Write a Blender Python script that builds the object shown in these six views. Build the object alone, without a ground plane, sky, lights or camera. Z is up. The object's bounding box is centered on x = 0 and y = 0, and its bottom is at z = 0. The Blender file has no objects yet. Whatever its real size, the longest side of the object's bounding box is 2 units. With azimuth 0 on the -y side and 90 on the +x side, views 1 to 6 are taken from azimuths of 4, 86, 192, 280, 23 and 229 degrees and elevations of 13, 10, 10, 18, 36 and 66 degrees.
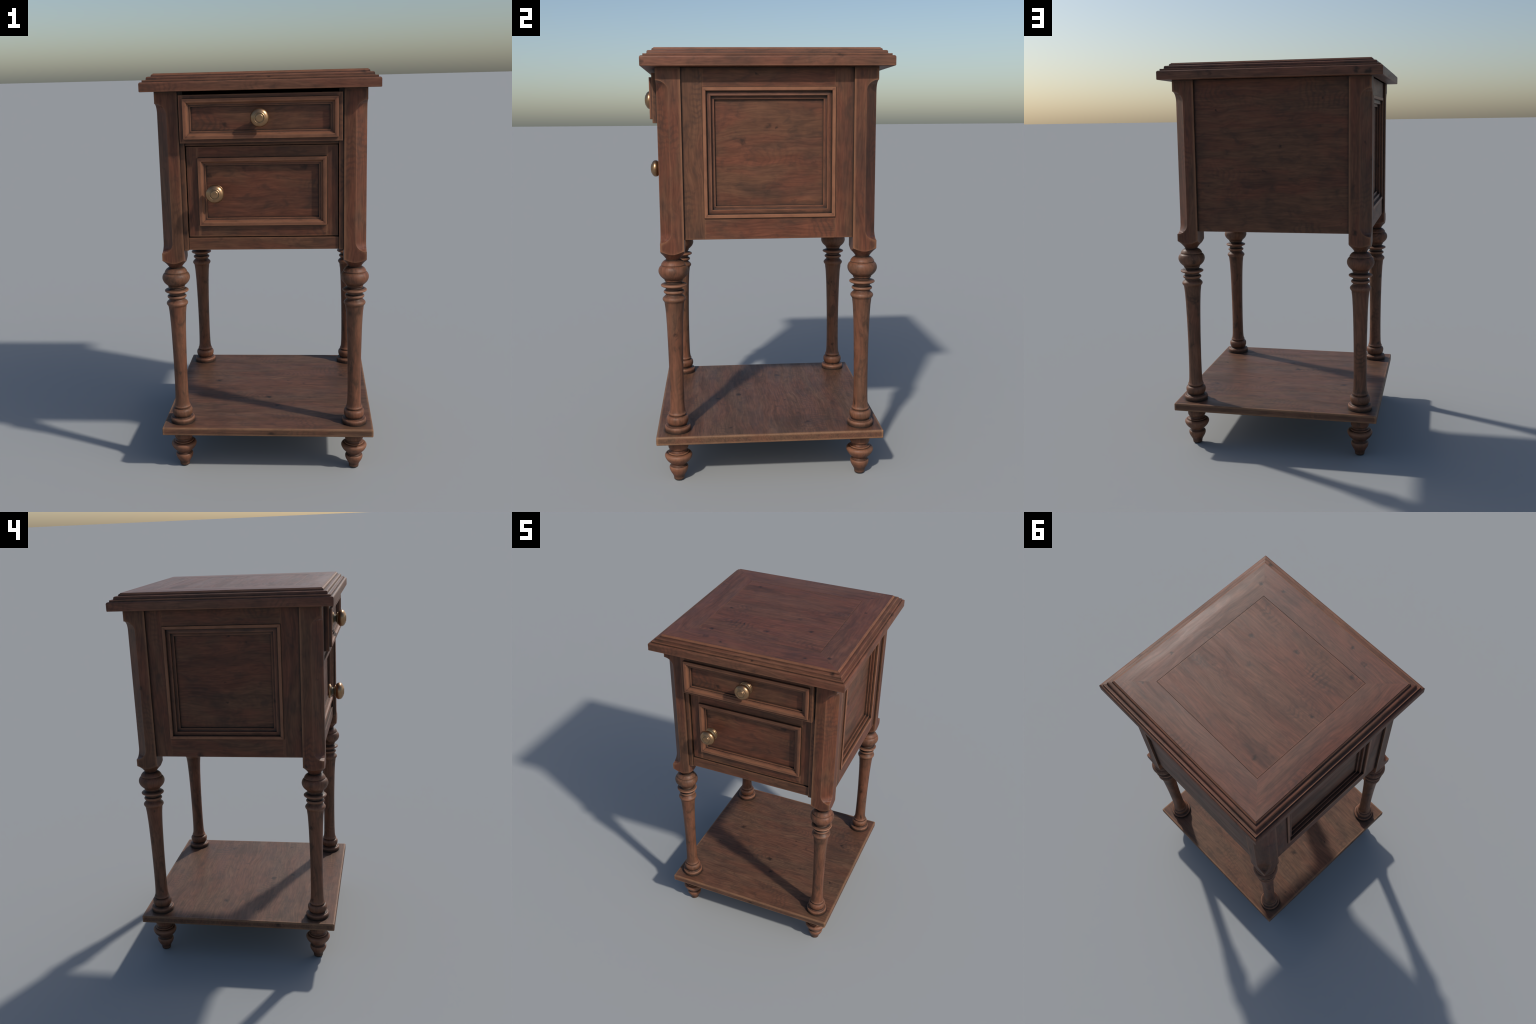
"""An antique wooden bedside cabinet: moulded top, drawer and door with brass
knobs, panelled sides, chamfered corner posts, turned legs, a low shelf and
turned feet.  Everything is built from profiles, boards and lathe curves."""
import math
import bpy
import bmesh
from mathutils import Vector, Matrix

# ------------------------------------------------------------------ sizes (m)
YC = 0.0131                      # the case sits a little behind the origin
LEG_X, LEG_Y = 0.4405, 0.436     # leg axes from the middle
POST = 0.054                     # half width of a corner post
TOP_Z, TOP_UNDER = 2.0, 1.9175
CASE_BOTTOM = 1.1605
SHELF_TOP, SHELF_UNDER = 0.2475, 0.2067

# ------------------------------------------------------------------ materials


class Nodes:
    """Small helper to write node graphs as expressions."""

    def __init__(self, name):
        self.mat = bpy.data.materials.new(name)
        self.mat.use_nodes = True
        self.tree = self.mat.node_tree
        self.bsdf = self.tree.nodes["Principled BSDF"]

    def node(self, kind, **props):
        n = self.tree.nodes.new("ShaderNode" + kind)
        for k, v in props.items():
            setattr(n, k, v)
        return n

    def put(self, socket, value):
        if isinstance(value, bpy.types.NodeSocket):
            self.tree.links.new(value, socket)
        elif isinstance(value, (tuple, list)) and len(value) == 3 and socket.type == "RGBA":
            socket.default_value = (*value, 1)
        else:
            socket.default_value = value

    def math(self, op, a, b=0.0, clamp=False):
        n = self.node("Math", operation=op, use_clamp=clamp)
        self.put(n.inputs[0], a)
        self.put(n.inputs[1], b)
        return n.outputs[0]

    def vmath(self, op, a, b=(0, 0, 0)):
        n = self.node("VectorMath", operation=op)
        self.put(n.inputs[0], a)
        self.put(n.inputs[1], b)
        return n.outputs[0]

    def remap(self, x, lo, hi, a=0.0, b=1.0, smooth=True):
        n = self.node("MapRange", interpolation_type="SMOOTHSTEP" if smooth else "LINEAR")
        for s, v in zip(n.inputs, (x, lo, hi, a, b)):
            self.put(s, v)
        return n.outputs[0]

    def mix(self, fac, a, b, blend="MIX"):
        n = self.node("Mix", data_type="RGBA", blend_type=blend)
        self.put(n.inputs[0], fac)
        self.put(n.inputs[6], a)
        self.put(n.inputs[7], b)
        return n.outputs[2]

    def noise(self, vec, scale, detail=3.0, rough=0.55, distort=0.0):
        n = self.node("TexNoise")
        for k, v in (("Vector", vec), ("Scale", scale), ("Detail", detail), ("Roughness", rough), ("Distortion", distort)):
            self.put(n.inputs[k], v)
        return n.outputs[0]

    def stretch(self, vec, scale):
        n = self.node("Mapping")
        self.put(n.inputs["Vector"], vec)
        n.inputs["Scale"].default_value = scale
        return n.outputs[0]


def wood(name, axis, seed, dark, mid, light, edge, edge_amount=0.8, edge_width=0.010, grime=0.95, grime_reach=0.03, figure=0.42, rough=0.5, knots=1.0, gloss=0.28, blotch=0.55):
    """Old varnished wood: the grain runs along one axis; broad dark and red
    streaks, fine fibre, curly figure, knots, worn edges, grimy corners with painted shade."""
    g = Nodes(name)
    coord = g.node("TexCoord").outputs["Object"]
    chance = g.node("ObjectInfo").outputs["Random"]
    shift = g.vmath("SCALE", (17.3, 9.1, 23.7))
    shift.node.inputs["Scale"].default_value = 1.0
    g.put(shift.node.inputs["Scale"], g.math("ADD", chance, seed * 0.137))
    p = g.vmath("ADD", coord, shift)
    along = "xyz".index(axis)

    def scaled(cross, length):
        s = [cross] * 3
        s[along] = length
        return g.stretch(p, s)

    # wavering of the grain lines
    bend = g.noise(scaled(3.0, 2.0), 1.0, 2.0)
    wob = g.node("VectorMath", operation="MULTIPLY_ADD")
    sideways = [0.10, 0.10, 0.10]
    sideways[along] = 0.0
    g.put(wob.inputs[0], bend.node.outputs["Color"])
    wob.inputs[1].default_value = sideways
    g.put(wob.inputs[2], p)
    def lines(cross, length, detail=3.0, distort=0.0):
        v = [cross] * 3
        v[along] = length
        return g.noise(g.stretch(wob.outputs[0], v), 1.0, detail, 0.6, distort)

    tone = lines(8.0, 1.7, 3.0, 0.4)
    streak = lines(15.0, 1.7, 4.0, 0.4)
    band = lines(44.0, 3.6, 3.0, 0.3)
    fibre = lines(120.0, 9.0, 3.0)
    patch = g.noise(p, 5.0, 3.0)

    col = g.mix(g.remap(tone, 0.38, 0.62), mid, light)
    col = g.mix(g.math("MULTIPLY", g.remap(streak, 0.50, 0.34), 0.36), col, dark)
    col = g.mix(g.remap(patch, 0.50, 0.72, 0.0, 0.42), col, dark)
    col = g.mix(1.0, col, g.remap(band, 0.32, 0.68, 0.86, 1.12, False), "MULTIPLY")
    col = g.mix(1.0, col, g.remap(fibre, 0.3, 0.7, 0.74, 1.23, False), "MULTIPLY")

    mp = [24.0] * 3
    mp[along] = 13.0
    mottle = g.noise(g.stretch(p, mp), 1.0, 4.0, 0.6, 0.6)
    col = g.mix(g.remap(mottle, 0.50, 0.28, 0.0, blotch), col, dark)
    col = g.mix(1.0, col, g.remap(mottle, 0.5, 0.75, 1.0, 1.15, False), "MULTIPLY")

    # curly figure: nested ripples across the grain, only in some patches
    fp = [5.5] * 3
    fp[along] = 3.0
    where = g.remap(g.noise(g.stretch(p, fp), 1.0, 1.0), 0.56, 0.72)
    part = g.node("SeparateXYZ")
    g.put(part.inputs[0], p)
    fw = [15.0] * 3
    fw[along] = 5.0
    phase = g.math("MULTIPLY", g.noise(g.stretch(p, fw), 1.0, 2.0, 0.5), 26.0)
    ripple = g.math("SINE", g.math("ADD", g.math("MULTIPLY", part.outputs[along], 230.0), phase))
    fig = g.math("MULTIPLY", where, g.remap(ripple, -0.1, 0.7))
    col = g.mix(g.math("MULTIPLY", fig, figure), col, dark)

    # knots: a few dark spots
    v = g.node("TexVoronoi", feature="F1")
    kp = [9.5] * 3
    kp[along] = 8.0
    jitter = g.node("VectorMath", operation="MULTIPLY_ADD")
    g.put(jitter.inputs[0], g.noise(p, 36.0, 3.0).node.outputs["Color"])
    jitter.inputs[1].default_value = (0.042, 0.042, 0.042)
    g.put(jitter.inputs[2], p)
    g.put(v.inputs["Vector"], g.stretch(jitter.outputs[0], kp))
    v.inputs["Scale"].default_value = 1.0
    some = g.math("GREATER_THAN", g.node("SeparateColor").outputs[0], 0.18)
    g.put(some.node.inputs[0].links[0].from_node.inputs[0], v.outputs["Color"])
    size = g.remap(some.node.inputs[0].links[0].from_node.outputs[1], 0.0, 1.0, 0.55, 1.45, False)
    knot = g.math("MULTIPLY", g.remap(g.math("DIVIDE", v.outputs["Distance"], size), 0.17, 0.02), g.math("MULTIPLY", some, 0.92 * knots))
    col = g.mix(knot, col, tuple(0.45 * c for c in dark))

    # worn, lighter edges; grimy inner corners, with occlusion shade put into the colour
    inside = g.node("AmbientOcclusion", inside=True, only_local=True, samples=8)
    inside.inputs["Distance"].default_value = edge_width
    worn = g.remap(inside.outputs["AO"], 0.98, 0.66)
    worn = g.math("MULTIPLY", worn, g.remap(g.noise(p, 11.0, 3.0), 0.30, 0.60, 0.55, 1.0))
    col = g.mix(g.math("MULTIPLY", worn, edge_amount), col, edge)
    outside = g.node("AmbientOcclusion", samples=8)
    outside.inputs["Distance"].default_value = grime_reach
    dirt_shade = g.remap(outside.outputs["AO"], 0.88, 0.42)
    col = g.mix(g.math("MULTIPLY", dirt_shade, grime), col, (0.017, 0.014, 0.012))

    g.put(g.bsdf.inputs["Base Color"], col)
    g.put(g.bsdf.inputs["Roughness"], g.remap(streak, 0.3, 0.7, rough + 0.06, rough - 0.05))
    g.bsdf.inputs["Specular IOR Level"].default_value = gloss
    bump = g.node("Bump")
    bump.inputs["Strength"].default_value = 0.22
    bump.inputs["Distance"].default_value = 0.002
    height = g.math("ADD", g.math("MULTIPLY", fibre, 0.5), g.math("MULTIPLY", fig, 0.10))
    g.put(bump.inputs["Height"], g.math("SUBTRACT", height, g.math("MULTIPLY", knot, 0.4)))
    g.put(g.bsdf.inputs["Normal"], bump.outputs[0])
    return g.mat


def brass(name):
    """Dull old brass with green tarnish in the grooves and on the stem."""
    g = Nodes(name)
    coord = g.node("TexCoord").outputs["Object"]
    outside = g.node("AmbientOcclusion", samples=8, only_local=True)
    outside.inputs["Distance"].default_value = 0.016
    deep = g.remap(outside.outputs["AO"], 0.88, 0.45)
    axis = g.node("SeparateXYZ")
    g.put(axis.inputs[0], coord)
    stem = g.math("MULTIPLY", g.remap(axis.outputs[2], -0.047, -0.053), g.remap(axis.outputs[2], -0.069, -0.062))
    deep = g.math("MAXIMUM", deep, g.math("MULTIPLY", stem, 0.95))
    spots = g.noise(coord, 45.0, 3.0)
    deep = g.math("ADD", deep, g.remap(spots, 0.55, 0.8, 0.0, 0.14), clamp=True)
    col = g.mix(g.remap(g.noise(coord, 28.0, 2.0), 0.35, 0.65), (0.34, 0.200, 0.108), (0.40, 0.245, 0.132))
    col = g.mix(g.math("MULTIPLY", deep, 0.85), col, (0.075, 0.095, 0.068))
    g.put(g.bsdf.inputs["Base Color"], col)
    g.put(g.bsdf.inputs["Metallic"], g.remap(deep, 0.0, 1.0, 0.95, 0.30))
    g.put(g.bsdf.inputs["Roughness"], g.remap(deep, 0.0, 1.0, 0.35, 0.58))
    return g.mat


RED = dict(dark=(0.046, 0.024, 0.016), mid=(0.126, 0.042, 0.022), light=(0.116, 0.050, 0.026), edge=(0.240, 0.108, 0.055))
BROWN = dict(dark=(0.052, 0.028, 0.017), mid=(0.152, 0.058, 0.031), light=(0.140, 0.064, 0.036), edge=(0.285, 0.132, 0.075))
GREY = dict(dark=(0.052, 0.031, 0.021), mid=(0.124, 0.054, 0.031), light=(0.120, 0.062, 0.036), edge=(0.29, 0.152, 0.080))
TOP = dict(dark=(0.048, 0.023, 0.017), mid=(0.128, 0.044, 0.025), light=(0.122, 0.049, 0.028), edge=(0.240, 0.105, 0.055))
WORN = dict(dark=(0.050, 0.026, 0.016), mid=(0.144, 0.052, 0.029), light=(0.134, 0.057, 0.032), edge=(0.270, 0.116, 0.060))

_made = {}


def timber(look, axis, seed=0.0, **more):
    key = (look, axis, seed)
    if key not in _made:
        tint = {"red": RED, "brown": BROWN, "grey": GREY, "worn": WORN, "top": TOP}[look]
        _made[key] = wood(f"{look}_wood_{axis}", axis, seed, **tint, **more)
    return _made[key]


# ------------------------------------------------------------------ meshes


def finish(name, mesh, parent, material, smooth=35.0):
    mesh.materials.clear()
    mesh.materials.append(material)
    for poly in mesh.polygons:
        poly.use_smooth = True
    mesh.set_sharp_from_angle(angle=math.radians(smooth))
    obj = bpy.data.objects.new(name, mesh)
    bpy.context.scene.collection.objects.link(obj)
    obj.parent = parent
    return obj


def from_bmesh(name, bm, orient=True):
    if orient:
        bmesh.ops.recalc_face_normals(bm, faces=bm.faces)
    mesh = bpy.data.meshes.new(name)
    bm.to_mesh(mesh)
    bm.free()
    return mesh


def board(name, parent, material, lo, hi, round_edge=0.002):
    """A plank from corner lo to corner hi with softly rounded edges."""
    bm = bmesh.new()
    bmesh.ops.create_cube(bm, size=1.0)
    for v in bm.verts:
        v.co = Vector((lo[i] + (hi[i] - lo[i]) * (v.co[i] + 0.5) for i in range(3)))
    if round_edge:
        bmesh.ops.bevel(bm, geom=bm.edges[:], offset=round_edge, segments=3, profile=0.5, affect="EDGES")
    obj = finish(name, from_bmesh(name, bm), parent, material)
    # the big faces keep flat normals, only the rounded edges turn
    mesh = obj.data
    turn = [Vector() for _ in mesh.vertices]
    for poly in mesh.polygons:
        for i in poly.vertices:
            turn[i] += poly.normal * poly.area
    if round_edge:
        mesh.normals_split_custom_set_from_vertices([t.normalized() for t in turn])
    return obj


def arc(center, radius, start, end, steps=6):
    """Points on an ellipse arc, angles in degrees."""
    rx, ry = radius if isinstance(radius, tuple) else (radius, radius)
    out = []
    for i in range(steps + 1):
        a = math.radians(start + (end - start) * i / steps)
        out.append((center[0] + rx * math.cos(a), center[1] + ry * math.sin(a)))
    return out


def smooth_curve(points, per=5):
    """Catmull-Rom through the control points."""
    out = []
    n = len(points)
    for i in range(n - 1):
        p0, p1, p2, p3 = (Vector(points[min(max(j, 0), n - 1)]) for j in (i - 1, i, i + 1, i + 2))
        for k in range(per):
            t = k / per
            out.append(tuple(0.5 * ((2 * p1) + (p2 - p0) * t + (2 * p0 - 5 * p1 + 4 * p2 - p3) * t * t + (3 * p1 - p0 - 3 * p2 + p3) * t ** 3)))
    out.append(tuple(points[-1]))
    return out


def mitred_frame(name, parent, materials, rect, profile, place, between=24):
    """Four mitred lengths of moulding round a rectangle.  profile holds
    (inset, height) pairs; place(a, b, height) gives the point in space.
    materials: one for the lengths along a, one for those along b."""
    a0, a1, b0, b1 = rect
    made = []
    for side in range(4):
        bm = bmesh.new()
        rows = []
        for d, h in profile:
            row = []
            for k in range(between + 1):
                t = k / between
                if side == 0:
                    a, b = a0 + d + (a1 - a0 - 2 * d) * t, b0 + d
                elif side == 1:
                    a, b = a1 - d, b0 + d + (b1 - b0 - 2 * d) * t
                elif side == 2:
                    a, b = a1 - d - (a1 - a0 - 2 * d) * t, b1 - d
                else:
                    a, b = a0 + d, b1 - d - (b1 - b0 - 2 * d) * t
                row.append(bm.verts.new(place(a, b, h)))
            rows.append(row)
        for r, q in zip(rows, rows[1:]):
            for k in range(between):
                bm.faces.new((r[k], r[k + 1], q[k + 1], q[k]))
        # close the hidden back between the first and the last profile point
        for k in range(between):
            bm.faces.new((rows[-1][k], rows[-1][k + 1], rows[0][k + 1], rows[0][k]))
        # mitre ends: closed only while the normals are worked out
        caps = [bm.faces.new([row[k] for row in rows]) for k in (0, between)]
        bmesh.ops.recalc_face_normals(bm, faces=bm.faces)
        bmesh.ops.delete(bm, geom=caps, context="FACES_ONLY")
        made.append(finish(name, from_bmesh(name, bm, False), parent, materials[side % 2], 28.0))
    return made


def lathe_mesh(name, profile, segments=64):
    """Turn (radius, height) pairs about the z axis; the ends are closed."""
    bm = bmesh.new()
    rings = []
    for r, z in profile:
        if r < 1e-5:
            rings.append([bm.verts.new((0, 0, z))])
        else:
            rings.append([bm.verts.new((r * math.cos(math.tau * k / segments), r * math.sin(math.tau * k / segments), z)) for k in range(segments)])
    for lower, upper in zip(rings, rings[1:]):
        for k in range(segments):
            j = (k + 1) % segments
            if len(lower) == 1:
                bm.faces.new((lower[0], upper[j], upper[k]))
            elif len(upper) == 1:
                bm.faces.new((lower[k], lower[j], upper[0]))
            else:
                bm.faces.new((lower[k], lower[j], upper[j], upper[k]))
    for ring in (rings[0], rings[-1]):
        if len(ring) > 1:
            bm.faces.new(ring)
    return from_bmesh(name, bm)


def carve(name, mesh, steps):
    """Apply exact booleans [(operation, mesh)] and then a fine edge bevel."""
    obj = bpy.data.objects.new("blank", mesh)
    bpy.context.scene.collection.objects.link(obj)
    tools = []
    for op, tool_mesh in steps:
        tool = bpy.data.objects.new("cutter", tool_mesh)
        bpy.context.scene.collection.objects.link(tool)
        m = obj.modifiers.new(op, "BOOLEAN")
        m.operation, m.object, m.solver = op, tool, "EXACT"
        tools.append(tool)
    b = obj.modifiers.new("edges", "BEVEL")
    b.width, b.segments, b.limit_method, b.angle_limit = 0.0022, 2, "ANGLE", math.radians(32)
    bpy.context.view_layer.update()
    graph = bpy.context.evaluated_depsgraph_get()
    out = bpy.data.meshes.new_from_object(obj.evaluated_get(graph))
    out.name = name
    for o in (obj, *tools):
        bpy.data.objects.remove(o)
    return out


# ------------------------------------------------------------------ the thing
cabinet = bpy.data.objects.new("bedside_cabinet", None)
bpy.context.scene.collection.objects.link(cabinet)
cabinet["label"] = "antique dark wooden bedside cabinet with turned legs and brass knobs"
cabinet["category"] = "bedside cabinet"


def group(name):
    e = bpy.data.objects.new(name, None)
    bpy.context.scene.collection.objects.link(e)
    e.parent = cabinet
    return e


# ---- tabletop: four mitred, moulded boards round a flat centre panel
TX, TY, TYC, SEAM = 0.5515, 0.5508, 0.0137, 0.2027
edge_profile = [(0.0584, 1.930), (0.0584, TOP_UNDER), (0.003, TOP_UNDER), (0.0, TOP_UNDER + 0.002)]
edge_profile += arc((0.009, 1.9530), 0.009, 180, 90)
edge_profile += [(0.0135, 1.9620), (0.0137, 1.9700), (0.0142, 1.9704)]
edge_profile += arc((0.0258, 1.9748), (0.0040, 0.0040), -90, -10, 4)
edge_profile += arc((0.0375, 1.9785), (0.0076, 0.0075), 180, 90, 6)
edge_profile += [(0.0490, 1.9866)]
edge_profile += arc((0.0575, 1.9890), (0.0080, 0.0080), 180, 95, 5)
edge_profile += [(0.0576, 1.9993), (0.0584, 2.0)]
flat_profile = [(0.0584, 1.930), (0.0584, 2.0), (0.0800, 2.0), (0.1050, 2.0), (0.1300, 2.0), (0.1600, 2.0), (SEAM - 0.0014, 2.0), (SEAM - 0.0006, 1.9990), (SEAM - 0.0004, 1.930)]
tabletop = group("tabletop")
top_rect = (-TX, TX, TYC - TY, TYC + TY)
mitred_frame("moulding", tabletop, (timber("worn", "x", 1.5, edge_width=0.009, edge_amount=0.5), timber("worn", "y", 2.5, edge_width=0.009, edge_amount=0.5)), top_rect, edge_profile, lambda a, b, h: (a, b, h))
top_boards = mitred_frame("frame_board", tabletop, (timber("top", "x", 1.0, blotch=0.4, edge_amount=0.0, rough=0.50, gloss=0.44), timber("top", "y", 2.0, blotch=0.4, edge_amount=0.0, rough=0.50, gloss=0.44)),
             top_rect, flat_profile, lambda a, b, h: (a, b, h))
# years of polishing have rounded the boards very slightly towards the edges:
# one continuous field of normals, level at the corners and at the panel
for obj in top_boards:
    fall = []
    for poly in obj.data.polygons:
        for i in poly.vertices:
            v = obj.data.vertices[i].co
            n = poly.normal.copy()
            if n.z > 0.9:
                for k, (c, half) in enumerate(((v.x, TX), (v.y - TYC, TY))):
                    other = (v.y - TYC) / TY if k == 0 else v.x / TX
                    t = min(max((abs(c) / half - 0.66) / 0.24, 0.0), 1.0)
                    n[k] += math.copysign(0.085 * t * t * (3 - 2 * t) * max(0.0, 1.0 - 1.25 * other * other), c)
            fall.append(n.normalized())
    obj.data.normals_split_custom_set(fall)
board("centre_panel", tabletop, timber("top", "x", 3.0, blotch=0.4, edge_amount=0.2, rough=0.50, gloss=0.36, figure=0.75),
      (-TX + SEAM, TYC - TY + SEAM, 1.925), (TX - SEAM, TYC + TY - SEAM, 1.9998), 0.0010)

# ---- corner posts: square, chamfered on the outer corner, turned off below
scoop = []
for z_end, way in ((1.862, -1), (1.147, 1)):
    R = 0.049
    run = [(0.054 * math.sin(math.radians(a)), z_end + way * R * (1 - math.cos(math.radians(a)))) for a in range(0, 91, 6)]
    scoop += run if way < 0 else run[::-1]
cut = [(math.sqrt(2) * POST - c / math.sqrt(2), z) for c, z in scoop]
bm = bmesh.new()
diag, side = Vector((1, 1, 0)).normalized(), Vector((1, -1, 0)).normalized()
outline = [(0.16, 1.862 + 0.0)] + cut + [(0.16, 1.147)]
ends = [[bm.verts.new(diag * s + side * w + Vector((0, 0, z))) for s, z in outline] for w in (-0.12, 0.12)]
bm.faces.new(ends[0])
bm.faces.new(ends[1][::-1])
for i in range(len(outline)):
    j = (i + 1) % len(outline)
    bm.faces.new((ends[0][i], ends[0][j], ends[1][j], ends[1][i]))
chamfer_tool = from_bmesh("chamfer_tool", bm)
below = smooth_curve([(0.0312, 1.0640), (0.0325, 1.0695), (0.0405, 1.0810), (0.0540, 1.0952), (0.0665, 1.1048), (0.0764, 1.1106), (0.095, 1.119)], 4)
turned_tool = lathe_mesh("turned_tool", [(0.0, 1.0640)] + below + [(0.095, TOP_UNDER - 0.0003), (0.0, TOP_UNDER - 0.0003)], 96)
bm = bmesh.new()
bmesh.ops.create_cube(bm, size=1.0)
for v in bm.verts:
    v.co = Vector((v.co.x * 2 * POST, v.co.y * 2 * POST, 1.0 + (v.co.z + 0.5) * 1.2))
post_mesh = carve("corner_post", from_bmesh("blank", bm), [("INTERSECT", turned_tool), ("DIFFERENCE", chamfer_tool)])

# ---- turned legs
leg_profile = [(0.0, 1.0665)] + smooth_curve([
    (0.0305, 1.0665), (0.0360, 1.0655), (0.0470, 1.0580), (0.0545, 1.0475), (0.0552, 1.0445)], 4)
leg_profile += smooth_curve([(0.0553, 1.0424), (0.0540, 1.0414), (0.0546, 1.0404), (0.0568, 1.0392), (0.0628, 1.0335), (0.0670, 1.0245), (0.0684, 1.0150), (0.0668, 1.0050),
                             (0.0610, 0.9930), (0.0520, 0.9830), (0.0440, 0.9758), (0.0418, 0.9725)], 4)
leg_profile += [(0.0416, 0.9690), (0.0404, 0.9668), (0.0375, 0.9655), (0.0372, 0.9620)]
leg_profile += smooth_curve([(0.0400, 0.9590), (0.0480, 0.9565), (0.0550, 0.9530)], 3) + smooth_curve([(0.0562, 0.9532), (0.0588, 0.9505), (0.0592, 0.9475), (0.0568, 0.9440), (0.0500, 0.9405), (0.0420, 0.9375)], 3)
leg_profile += [(0.0380, 0.9360), (0.0380, 0.9285)]
leg_profile += smooth_curve([(0.0400, 0.9265), (0.0450, 0.9235), (0.0476, 0.9190), (0.0465, 0.9140), (0.0430, 0.9105), (0.0385, 0.9085)], 3)
leg_profile += [(0.0378, 0.9075), (0.0380, 0.9045)]
leg_profile += smooth_curve([(0.0390, 0.9025), (0.0460, 0.8955), (0.0515, 0.8895), (0.0533, 0.8840), (0.0522, 0.8785), (0.0480, 0.8725), (0.0460, 0.8695)], 4)
leg_profile += smooth_curve([(0.0448, 0.8640), (0.0438, 0.8540), (0.0415, 0.8340), (0.0395, 0.8000), (0.0376, 0.7600), (0.0356, 0.6890), (0.0338, 0.6000),
                             (0.0330, 0.5000), (0.0332, 0.4300), (0.0342, 0.3760), (0.0360, 0.3500), (0.0385, 0.3390), (0.0410, 0.3345)], 5)
leg_profile += [(0.0418, 0.3320), (0.0416, 0.3295), (0.0390, 0.3265), (0.0385, 0.3240)]
leg_profile += smooth_curve([(0.0400, 0.3230), (0.0470, 0.3195), (0.0510, 0.3120), (0.0516, 0.3035), (0.0505, 0.2940), (0.0470, 0.2850), (0.0440, 0.2810)], 4)
leg_profile += [(0.0432, 0.2770), (0.0500, 0.2745), (0.0510, 0.2735)]
leg_profile += smooth_curve([(0.0520, 0.2738), (0.0580, 0.2720), (0.0610, 0.2665), (0.0614, 0.2600), (0.0606, 0.2480)], 3) + [(0.0600, 0.2440), (0.0, 0.2440)]
leg_mesh = lathe_mesh("turned_leg", leg_profile[::-1])

# ---- turned feet
foot_profile = [(0.0, 0.2115), (0.0475, 0.2115), (0.0475, 0.1690)]
foot_profile += smooth_curve([(0.0474, 0.1660), (0.0455, 0.1600), (0.0425, 0.1560), (0.0395, 0.1550)], 3)
foot_profile += smooth_curve([(0.0385, 0.1535), (0.0388, 0.1490), (0.0415, 0.1445), (0.0470, 0.1420), (0.0490, 0.1405)], 3) + [(0.0492, 0.1375), (0.0480, 0.1362)]
foot_profile += smooth_curve([(0.0500, 0.1360), (0.0580, 0.1340), (0.0636, 0.1280), (0.0649, 0.1220), (0.0630, 0.1140), (0.0560, 0.1015), (0.0460, 0.0905), (0.0380, 0.0845)], 4)
foot_profile += [(0.0345, 0.0822), (0.0335, 0.0785)]
foot_profile += smooth_curve([(0.0345, 0.0762), (0.0372, 0.0742), (0.0376, 0.0730)], 3) + smooth_curve([(0.0374, 0.0722), (0.0410, 0.0705), (0.0438, 0.0670), (0.0446, 0.0615), (0.0432, 0.0520), (0.0375, 0.0390), (0.0305, 0.0270),
                              (0.0262, 0.0170), (0.0250, 0.0075), (0.0238, 0.0025), (0.0205, 0.0)], 4) + [(0.0, 0.0)]
foot_mesh = lathe_mesh("foot", foot_profile[::-1])

first = {}
spin = {(1, 1): 0, (-1, 1): 90, (-1, -1): 180, (1, -1): 270}
for (sx, sy), turn in spin.items():
    for name, mesh, mat in (
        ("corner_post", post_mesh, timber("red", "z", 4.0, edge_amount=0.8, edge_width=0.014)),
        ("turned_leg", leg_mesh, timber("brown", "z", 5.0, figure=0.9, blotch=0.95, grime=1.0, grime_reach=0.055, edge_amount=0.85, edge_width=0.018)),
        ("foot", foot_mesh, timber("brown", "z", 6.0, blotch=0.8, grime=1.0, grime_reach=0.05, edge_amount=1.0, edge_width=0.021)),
    ):
        if name not in first:
            obj = first[name] = finish(name, mesh, cabinet, mat, 40.0)
        else:
            obj = first[name].copy()
            bpy.context.scene.collection.objects.link(obj)
        obj.location = (sx * LEG_X, YC + sy * LEG_Y, 0)
        obj.rotation_euler = (0, 0, math.radians(turn))

# ---- shelf
board("shelf", cabinet, timber("grey", "x", 7.0, edge_amount=0.9, edge_width=0.014), (-0.5332, 0.0125 - 0.5325, SHELF_UNDER), (0.5332, 0.0125 + 0.5325, SHELF_TOP), 0.0055)

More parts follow.
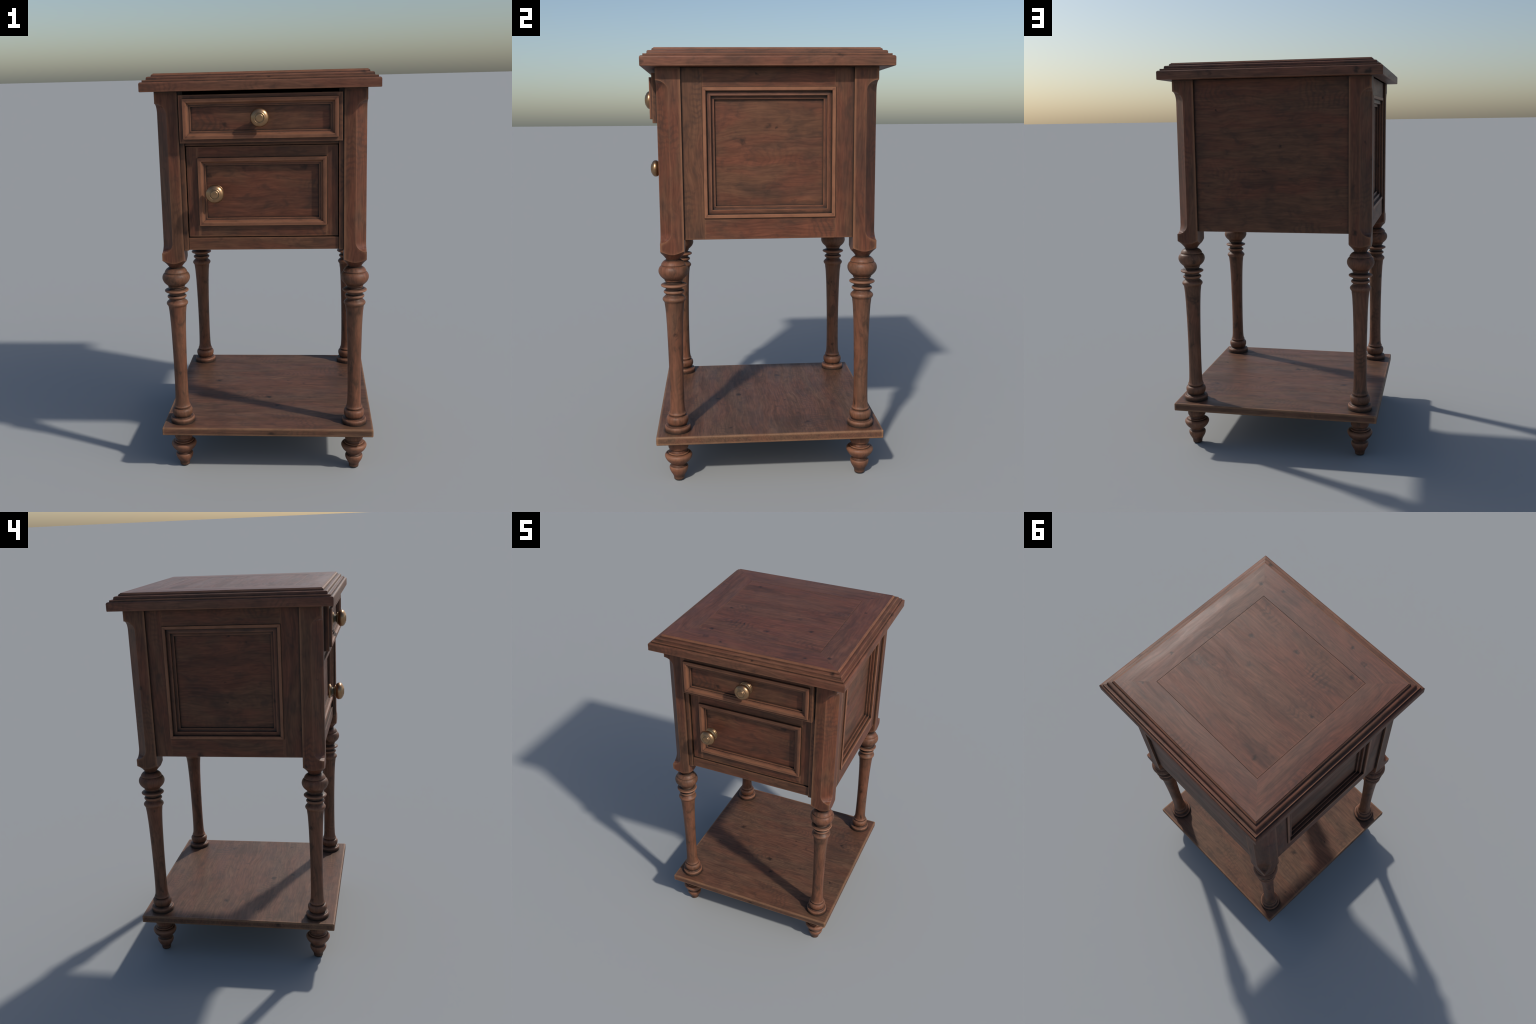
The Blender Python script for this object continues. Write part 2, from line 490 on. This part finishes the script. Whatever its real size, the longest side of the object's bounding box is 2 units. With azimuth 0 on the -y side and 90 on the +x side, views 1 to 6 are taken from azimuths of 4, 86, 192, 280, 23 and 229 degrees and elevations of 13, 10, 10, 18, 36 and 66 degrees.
# ---- panelled sides (the same on the left and on the right)
SY0, SY1, SZ0, SZ1 = -0.276, 0.314, 1.2563, 1.8323
FACE = 0.481
bead_profile = [(0.0, 0.470), (0.0, 0.4870), (0.0018, 0.4890), (0.0132, 0.4893), (0.0158, 0.4875), (0.0162, 0.4740), (0.0162, 0.470)]
step_profile = [(0.0162, 0.4600), (0.0162, 0.4742), (0.0270, 0.4756), (0.0354, 0.4768), (0.0371, 0.4752), (0.0373, 0.4618),
                (0.0385, 0.4614), (0.0460, 0.4618), (0.0506, 0.4622), (0.0520, 0.4610), (0.0522, 0.4480)]
for s in (1, -1):
    panel = group("side_panel")

    def xs(a, b):
        return (min(s * a, s * b), max(s * a, s * b))

    x0, x1 = xs(0.458, FACE)
    k = 10 if s > 0 else 20
    for y0, y1 in ((YC - LEG_Y + 0.02, SY0), (SY1, YC + LEG_Y - 0.02)):
        board("stile", panel, timber("red", "z", k + 1.0, edge_amount=0.3), (x0, y0, CASE_BOTTOM), (x1, y1, TOP_UNDER - 0.0005), 0.0008)
    for z0, z1 in ((CASE_BOTTOM, SZ0), (SZ1, TOP_UNDER - 0.0005)):
        board("rail", panel, timber("red", "y", k + 2.0, edge_amount=0.3), (x0, SY0, z0), (x1, SY1, z1), 0.0006)
    for profile, looks in ((bead_profile, dict(edge_width=0.014, edge_amount=0.9)), (step_profile, dict(edge_width=0.008, edge_amount=0.42))):
        n = k + (3.0 if profile is bead_profile else 3.4)
        mitred_frame("moulding", panel, (timber("worn", "y", n, **looks), timber("worn", "z", n, **looks)), (SY0, SY1, SZ0, SZ1), profile,
                     lambda a, b, h: (s * h, a, b))
    x0, x1 = xs(0.440, 0.4508)
    board("panel", panel, timber("red", "y", k + 5.0, edge_amount=0.2, figure=0.2), (x0, SY0 + 0.05, SZ0 + 0.05), (x1, SY1 - 0.05, SZ1 - 0.05), 0.0)

# ---- back, bottom and the front frame of the case
board("back_panel", cabinet, timber("red", "x", 31.0, edge_amount=0.3), (-0.40, 0.470, CASE_BOTTOM), (0.40, 0.489, TOP_UNDER - 0.0005), 0.001)
board("bottom_panel", cabinet, timber("grey", "x", 32.0), (-0.456, -0.44, CASE_BOTTOM + 0.012), (0.456, 0.468, CASE_BOTTOM + 0.03), 0.001)
for s in (1, -1):
    a, b = sorted((s * 0.3628, s * 0.400))
    board("front_stile", cabinet, timber("red", "z", 33.0, edge_amount=0.5), (a, -0.4675, CASE_BOTTOM - 0.002), (b, -0.440, TOP_UNDER - 0.0005), 0.0015)
board("front_rail", cabinet, timber("red", "x", 34.0, edge_amount=0.5), (-0.3626, -0.4595, CASE_BOTTOM), (0.3626, -0.436, 1.2205), 0.0012)
board("front_rail", cabinet, timber("red", "x", 34.0, edge_amount=0.5), (-0.3626, -0.4595, 1.6625), (0.3626, -0.436, 1.690), 0.0012)


# ---- drawer and door share one moulding profile (depth measured forwards)
def front_moulding(face):
    """The outer bead stands 12 mm proud of the face, the panel lies 12 mm below it."""
    lip = [(0.0, -0.020), (0.0, 0.0117), (0.0012, 0.0129), (0.0090, 0.0135), (0.0160, 0.0131), (0.0176, 0.0122), (0.0182, 0.0112), (0.0182, -0.020)]
    hollow = [(0.0182, -0.020), (0.0182, 0.0112), (0.0195, 0.0085), (0.0222, 0.0050), (0.0255, 0.0029), (0.0284, 0.0022), (0.0288, -0.0024), (0.0296, -0.0026),
              (0.0352, -0.0018), (0.0366, -0.0030), (0.0370, -0.0150)]
    return [[(d, face + h) for d, h in part] for part in (lip, hollow)]


def framed_front(parent, face, outer, inner, thick, seed):
    """Frame boards, mitred moulding and a sunk panel, facing -y."""
    (ox, oz0, oz1), (ix, iz0, iz1) = outer, inner
    for s in (1, -1):
        a, b = sorted((s * ix, s * ox))
        board("stile", parent, timber("red", "z", seed + 1.0, edge_amount=0.6), (a, -face, oz0), (b, -face + thick, oz1), 0.0016)
    for z0, z1 in ((oz0, iz0), (iz1, oz1)):
        board("rail", parent, timber("red", "x", seed + 2.0, edge_amount=0.6), (-ix - 0.001, -face - 0.0002, z0), (ix + 0.001, -face + thick, z1), 0.0012)
    for n, (profile, looks) in enumerate(zip(front_moulding(face), (dict(edge_width=0.013, edge_amount=0.85), dict(edge_width=0.008, edge_amount=0.5)))):
        n = seed + 3.0 + 0.4 * n
        mitred_frame("moulding", parent, (timber("worn", "x", n, **looks), timber("worn", "z", n, **looks)), (-ix, ix, iz0, iz1), profile,
                     lambda a, b, h: (a, -h, b))
    board("panel", parent, timber("red", "x", seed + 5.0, edge_amount=0.2), (-ix + 0.03, -face + 0.0120, iz0 + 0.03), (ix - 0.03, -face + 0.022, iz1 - 0.03), 0.0)


knob_profile = smooth_curve([(0.0, 0.0), (0.010, 0.0002), (0.0160, 0.0010), (0.0182, 0.0028)], 3)
knob_profile += [(0.0190, 0.0046), (0.0208, 0.0050), (0.0218, 0.0038)] + smooth_curve([(0.0226, 0.0028), (0.0238, 0.0026), (0.0250, 0.0034)], 3)
knob_profile += smooth_curve([(0.0258, 0.0050), (0.0325, 0.0078), (0.0390, 0.0132), (0.0426, 0.0190), (0.0436, 0.0248), (0.0430, 0.0310), (0.0405, 0.0365), (0.0360, 0.0408), (0.0305, 0.0432)], 4)
knob_profile += smooth_curve([(0.0318, 0.0444), (0.0316, 0.0468), (0.0270, 0.0492), (0.0205, 0.0520), (0.0180, 0.0550), (0.0178, 0.0580), (0.0198, 0.0615), (0.0240, 0.0648), (0.0290, 0.0668)], 4)
knob_profile += [(0.0305, 0.0685), (0.0315, 0.0700)] + smooth_curve([(0.0325, 0.0698), (0.0358, 0.0705), (0.0372, 0.0728), (0.0372, 0.0780), (0.0360, 0.0800)], 3) + [(0.0, 0.0805)]
knob_mesh = lathe_mesh("knob", [(r, -t) for r, t in knob_profile][::-1], 48)
old_brass = brass("old_brass")

drawer = group("drawer")
framed_front(drawer, 0.5015, (0.3787, 1.679, 1.9005), (0.3595, 1.697, 1.8825), 0.033, 40)
for s in (1, -1):
    a, b = sorted((s * 0.340, s * 0.354))
    board("drawer_side", drawer, timber("grey", "y", 48.0), (a, -0.468, 1.695), (b, 0.40, 1.865), 0.001)
board("drawer_side", drawer, timber("grey", "x", 48.0), (-0.339, 0.385, 1.695), (0.339, 0.399, 1.865), 0.001)
board("drawer_bottom", drawer, timber("grey", "x", 49.0), (-0.339, -0.468, 1.697), (0.339, 0.384, 1.706), 0.001)
door = group("door")
framed_front(door, 0.4520, (0.3598, 1.2238, 1.6592), (0.3055, 1.279, 1.6055), 0.026, 50)

for owner, spot in ((drawer, (0.0, -0.5645, 1.7925)), (door, (-0.2177, -0.5632, 1.4443))):
    if "knob" not in first:
        obj = first["knob"] = finish("knob", knob_mesh, owner, old_brass, 50.0)
    else:
        obj = first["knob"].copy()
        bpy.context.scene.collection.objects.link(obj)
        obj.parent = owner
    obj.location = spot
    obj.rotation_euler = (math.radians(90), 0, 0)
